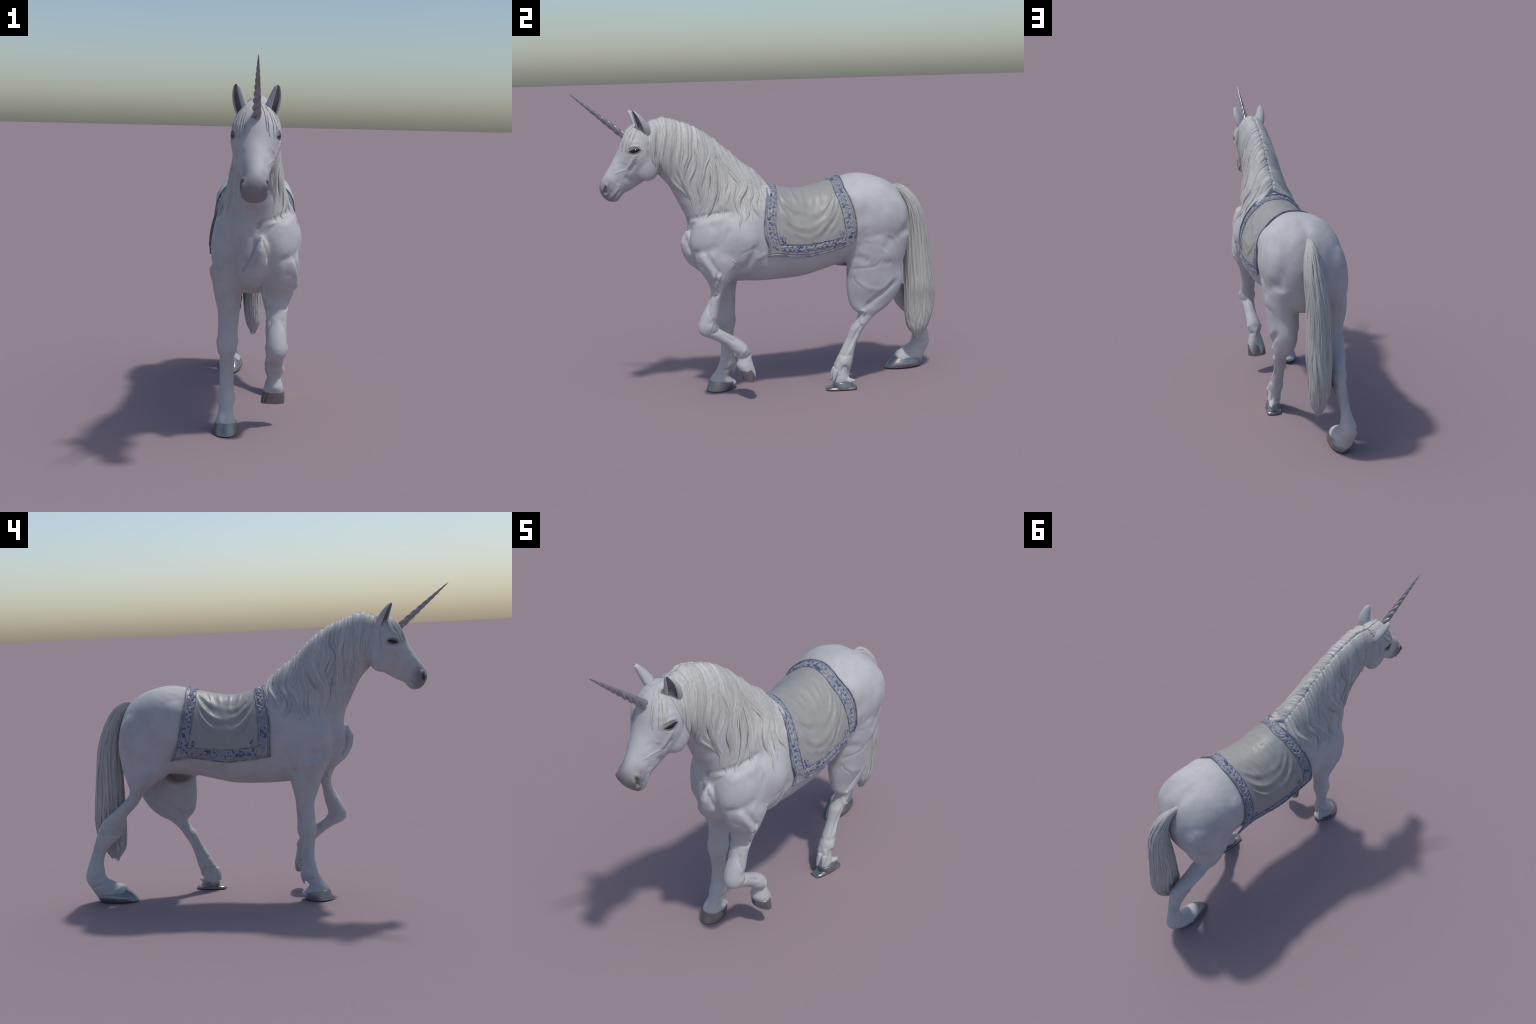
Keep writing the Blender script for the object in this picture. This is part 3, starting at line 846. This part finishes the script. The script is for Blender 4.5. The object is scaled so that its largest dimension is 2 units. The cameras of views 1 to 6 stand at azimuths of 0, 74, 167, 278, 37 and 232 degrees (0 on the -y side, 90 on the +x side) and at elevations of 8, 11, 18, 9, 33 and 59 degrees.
for i in range(NS+1):
    for j in range(NT+1):
        t = 1-2*j/NT
        grid[i, j] += gn[i, j]*(.0065+swag(i/NS, abs(t), 1 if t >= 0 else -1))
        if t < 0 and i/NS > .75 and -t > .8:             # the far rear corner lifts off
            grid[i, j] += np.array([-1, .0, 0])*.020*((i/NS-.75)/.25*(-t-.8)/.2)
du = np.gradient(grid, axis=0); dv = np.gradient(grid, axis=1)
gn2 = np.cross(du, dv); gn2 /= np.linalg.norm(gn2, axis=-1)[..., None]
if (gn2[NS//2, NT//2] @ np.array([0, 0, 1])) < 0: gn2 = -gn2
cf = [(i*(NT+1)+j, i*(NT+1)+j+1, (i+1)*(NT+1)+j+1, (i+1)*(NT+1)+j) for i in range(NS) for j in range(NT)]
a, b, c, d4 = [grid.reshape(-1, 3)[k] for k in cf[(NS//2)*NT+NT//2]]
if np.cross(b-a, c-a)[2] < 0: cf = [tuple(reversed(q)) for q in cf]
CLOTH = new_obj("saddle_cloth", grid.reshape(-1, 3), cf, M_CLOTH, True, root)
so = CLOTH.modifiers.new("thick", 'SOLIDIFY'); so.thickness = .0045; so.offset = -1

def cp(s, t, off=0.0):
    """point, outward normal and the two tangents of the cloth at (s,t)"""
    fi = min(max(s, 0), 1)*NS; fj = (1-min(max(t, -1), 1))/2*NT
    i, j = min(int(fi), NS-1), min(int(fj), NT-1); u, v = fi-i, fj-j
    bl = lambda A: (A[i, j]*(1-u)+A[i+1, j]*u)*(1-v)+(A[i, j+1]*(1-u)+A[i+1, j+1]*u)*v
    n = bl(gn2); n = n/np.linalg.norm(n)
    return bl(grid)+n*off, n, bl(du), bl(dv)

def piping(path, r, mat, name):
    pts = []; up = []
    for (s, t) in path:
        p, n, _, _ = cp(s, t, r*.5); pts.append(p); up.append(n)
    P = smooth_path(pts, 2)
    ob = new_obj(name, *tube_along(P, [r]*len(P), 8, np.array(up)), mat, True, CLOTH)
    return ob
WS, WT = .125, .135          # band widths in s and tau
tt = np.linspace(-1, 1, 240); ss = np.linspace(0, 1, 110)
piping([(0.004, t) for t in tt], .0036, M_EDGE, "edge_piping")
piping([(0.996, t) for t in tt], .0036, M_EDGE, "edge_piping")
ti = np.linspace(-1+WT, 1-WT, 220); si = np.linspace(WS, 1-WS, 90)
piping([(WS, t) for t in ti], .0026, M_EDGE, "band_piping")
piping([(1-WS, t) for t in ti], .0026, M_EDGE, "band_piping")
piping([(.026, t) for t in tt], .0014, M_EDGE, "band_piping")
piping([(.974, t) for t in tt], .0014, M_EDGE, "band_piping")
for sg in (1, -1):
    piping([(s, sg*.997) for s in ss], .0036, M_EDGE, "edge_piping")
    piping([(s, sg*.972) for s in ss], .0014, M_EDGE, "band_piping")
    piping([(s, sg*(1-WT)) for s in si], .0026, M_EDGE, "band_piping")

def leaf_mesh(name, mat, bend, nl=9, nw=5):
    """pointed leaf, unit length along x, midrib ridge, closed and domed"""
    v = []
    for side in (1, -1):
        for i in range(nl):
            u = i/(nl-1)
            w = .30*math.sin(math.pi*min(1, u*.97+.02))**.8*(1.1-.5*u)
            for k in range(nw):
                q = 2*k/(nw-1)-1
                hgt = .13*math.sin(math.pi*u)**.6*(1-abs(q))**.8 if side > 0 else -.05
                v.append((u-.5, q*w+bend*(4*u*(1-u)-.5), hgt))
    f = []
    n1 = nl*nw
    for i in range(nl-1):
        for k in range(nw-1):
            a = i*nw+k
            f.append((a, a+nw, a+nw+1, a+1)); f.append((n1+a, n1+a+1, n1+a+nw+1, n1+a+nw))
    for i in range(nl-1):
        a = i*nw; f.append((a, n1+a, n1+a+nw, a+nw)); a = i*nw+nw-1; f.append((a, a+nw, n1+a+nw, n1+a))
    for k in range(nw-1):
        f.append((k, k+1, n1+k+1, n1+k)); a = (nl-1)*nw+k; f.append((a, n1+a, n1+a+1, a+1))
    me = bpy.data.meshes.new(name); me.from_pydata(v, [], f); me.update()
    me.materials.append(mat)
    me.polygons.foreach_set("use_smooth", [False]*len(me.polygons))
    return me
LEAF_COUNT = [0]; LEAF_REST = {0: ([], []), 1: ([], [])}
LEAVES = [leaf_mesh("leaf", m, bd) for m in (M_LILAC, M_BLUE) for bd in (-.22, -.08, .08, .22)]
from mathutils import Matrix
def place_leaf(s, t, ang, size, blue, off=0.0008, name="embroidered_leaf", flat=1.0):
    p, n, tu, tv_ = cp(s, t, off)
    e1 = tu/np.linalg.norm(tu); e2 = np.cross(n, e1)
    xx = e1*math.cos(ang)+e2*math.sin(ang); yy = np.cross(n, xx)
    M = Matrix(((xx[0]*size, yy[0]*size, n[0]*size*flat, p[0]), (xx[1]*size, yy[1]*size, n[1]*size*flat, p[1]),
                (xx[2]*size, yy[2]*size, n[2]*size*flat, p[2]), (0, 0, 0, 1)))
    me = LEAVES[(4 if blue else 0)+int(rng.integers(0, 4))]
    LEAF_COUNT[0] += 1
    if LEAF_COUNT[0] % 5 > 1:                            # the many small ones are one joined part
        V, Fc = LEAF_REST[int(blue)]; b0 = len(V)
        V.extend([tuple(M @ q.co) for q in me.vertices]); Fc.extend([tuple(i+b0 for i in q.vertices) for q in me.polygons])
        return
    ob = bpy.data.objects.new(name, me)
    COL.objects.link(ob); ob.parent = CLOTH; ob.matrix_world = M
def garland(path, half):
    """path: centre points (s,t); half: half-width of the band in metres"""
    n = len(path)
    pts = [cp(*q)[0] for q in path]
    acc = np.concatenate([[0], np.cumsum([np.linalg.norm(pts[i+1]-pts[i]) for i in range(n-1)])])
    L = acc[-1]; k = int(L/.0125)
    for i in range(k):
        d = (i+.5)/k*L
        s = np.interp(d, acc, [q[0] for q in path]); t = np.interp(d, acc, [q[1] for q in path])
        p, nn, tu, tv_ = cp(s, t)
        q2 = cp(np.interp(d+.01, acc, [q[0] for q in path]), np.interp(d+.01, acc, [q[1] for q in path]))[0]
        run = q2-p if np.linalg.norm(q2-p) > 1e-5 else p-pts[-3]
        e1 = tu/np.linalg.norm(tu); e2 = np.cross(nn, e1)
        a = math.atan2(run@e2, run@e1)
        zig = 1 if i % 2 else -1
        across = -e1*math.sin(a)+e2*math.cos(a)
        lat = zig*half*.42+rng.uniform(-.3, .3)*half
        # shift sideways in (s,t)
        ds = (across*lat)@tu/(tu@tu)/NS; dt = -2*((across*lat)@tv_)/(tv_@tv_)/NT
        place_leaf(s+ds, t+dt, a+zig*rng.uniform(.35, 1.0), rng.uniform(.024, .036), rng.random() < .10)
        ds *= -1; dt *= -1
        place_leaf(s+ds, t+dt, a-zig*rng.uniform(.5, 2.4), rng.uniform(.020, .030), rng.random() < .75, .0002, flat=.35)
        if i % 3 == 0: place_leaf(s+ds*.2+rng.uniform(-.01, .01), t+dt*.2, a+rng.uniform(-.5, .5), rng.uniform(.020, .034), False, .0012)
mids = (.026+WS)/2; midt = 1-(.028+WT)/2
garland([(mids, t) for t in np.linspace(-midt, midt, 120)], .016)
garland([(1-mids, t) for t in np.linspace(-midt, midt, 120)], .016)
for sg in (1, -1):
    garland([(s, sg*midt) for s in np.linspace(mids+.06, 1-mids-.06, 60)], .016)
    for sc, dr in ((WS+.055, 1), (1-WS-.055, -1)):       # sprig in each lower corner
        for i in range(11):
            a = rng.uniform(0, 2*math.pi); r = rng.uniform(.2, 1)
            place_leaf(sc+.035*r*math.cos(a), sg*(1-WT-.055)+.04*r*math.sin(a), a+rng.uniform(-.6, .6), rng.uniform(.016, .026), rng.random() < .35)

for blue, (V, Fc) in LEAF_REST.items():
    ob = new_obj("embroidery", V, Fc, M_BLUE if blue else M_LILAC, False, CLOTH)
    ob["kind"] = "stuff"
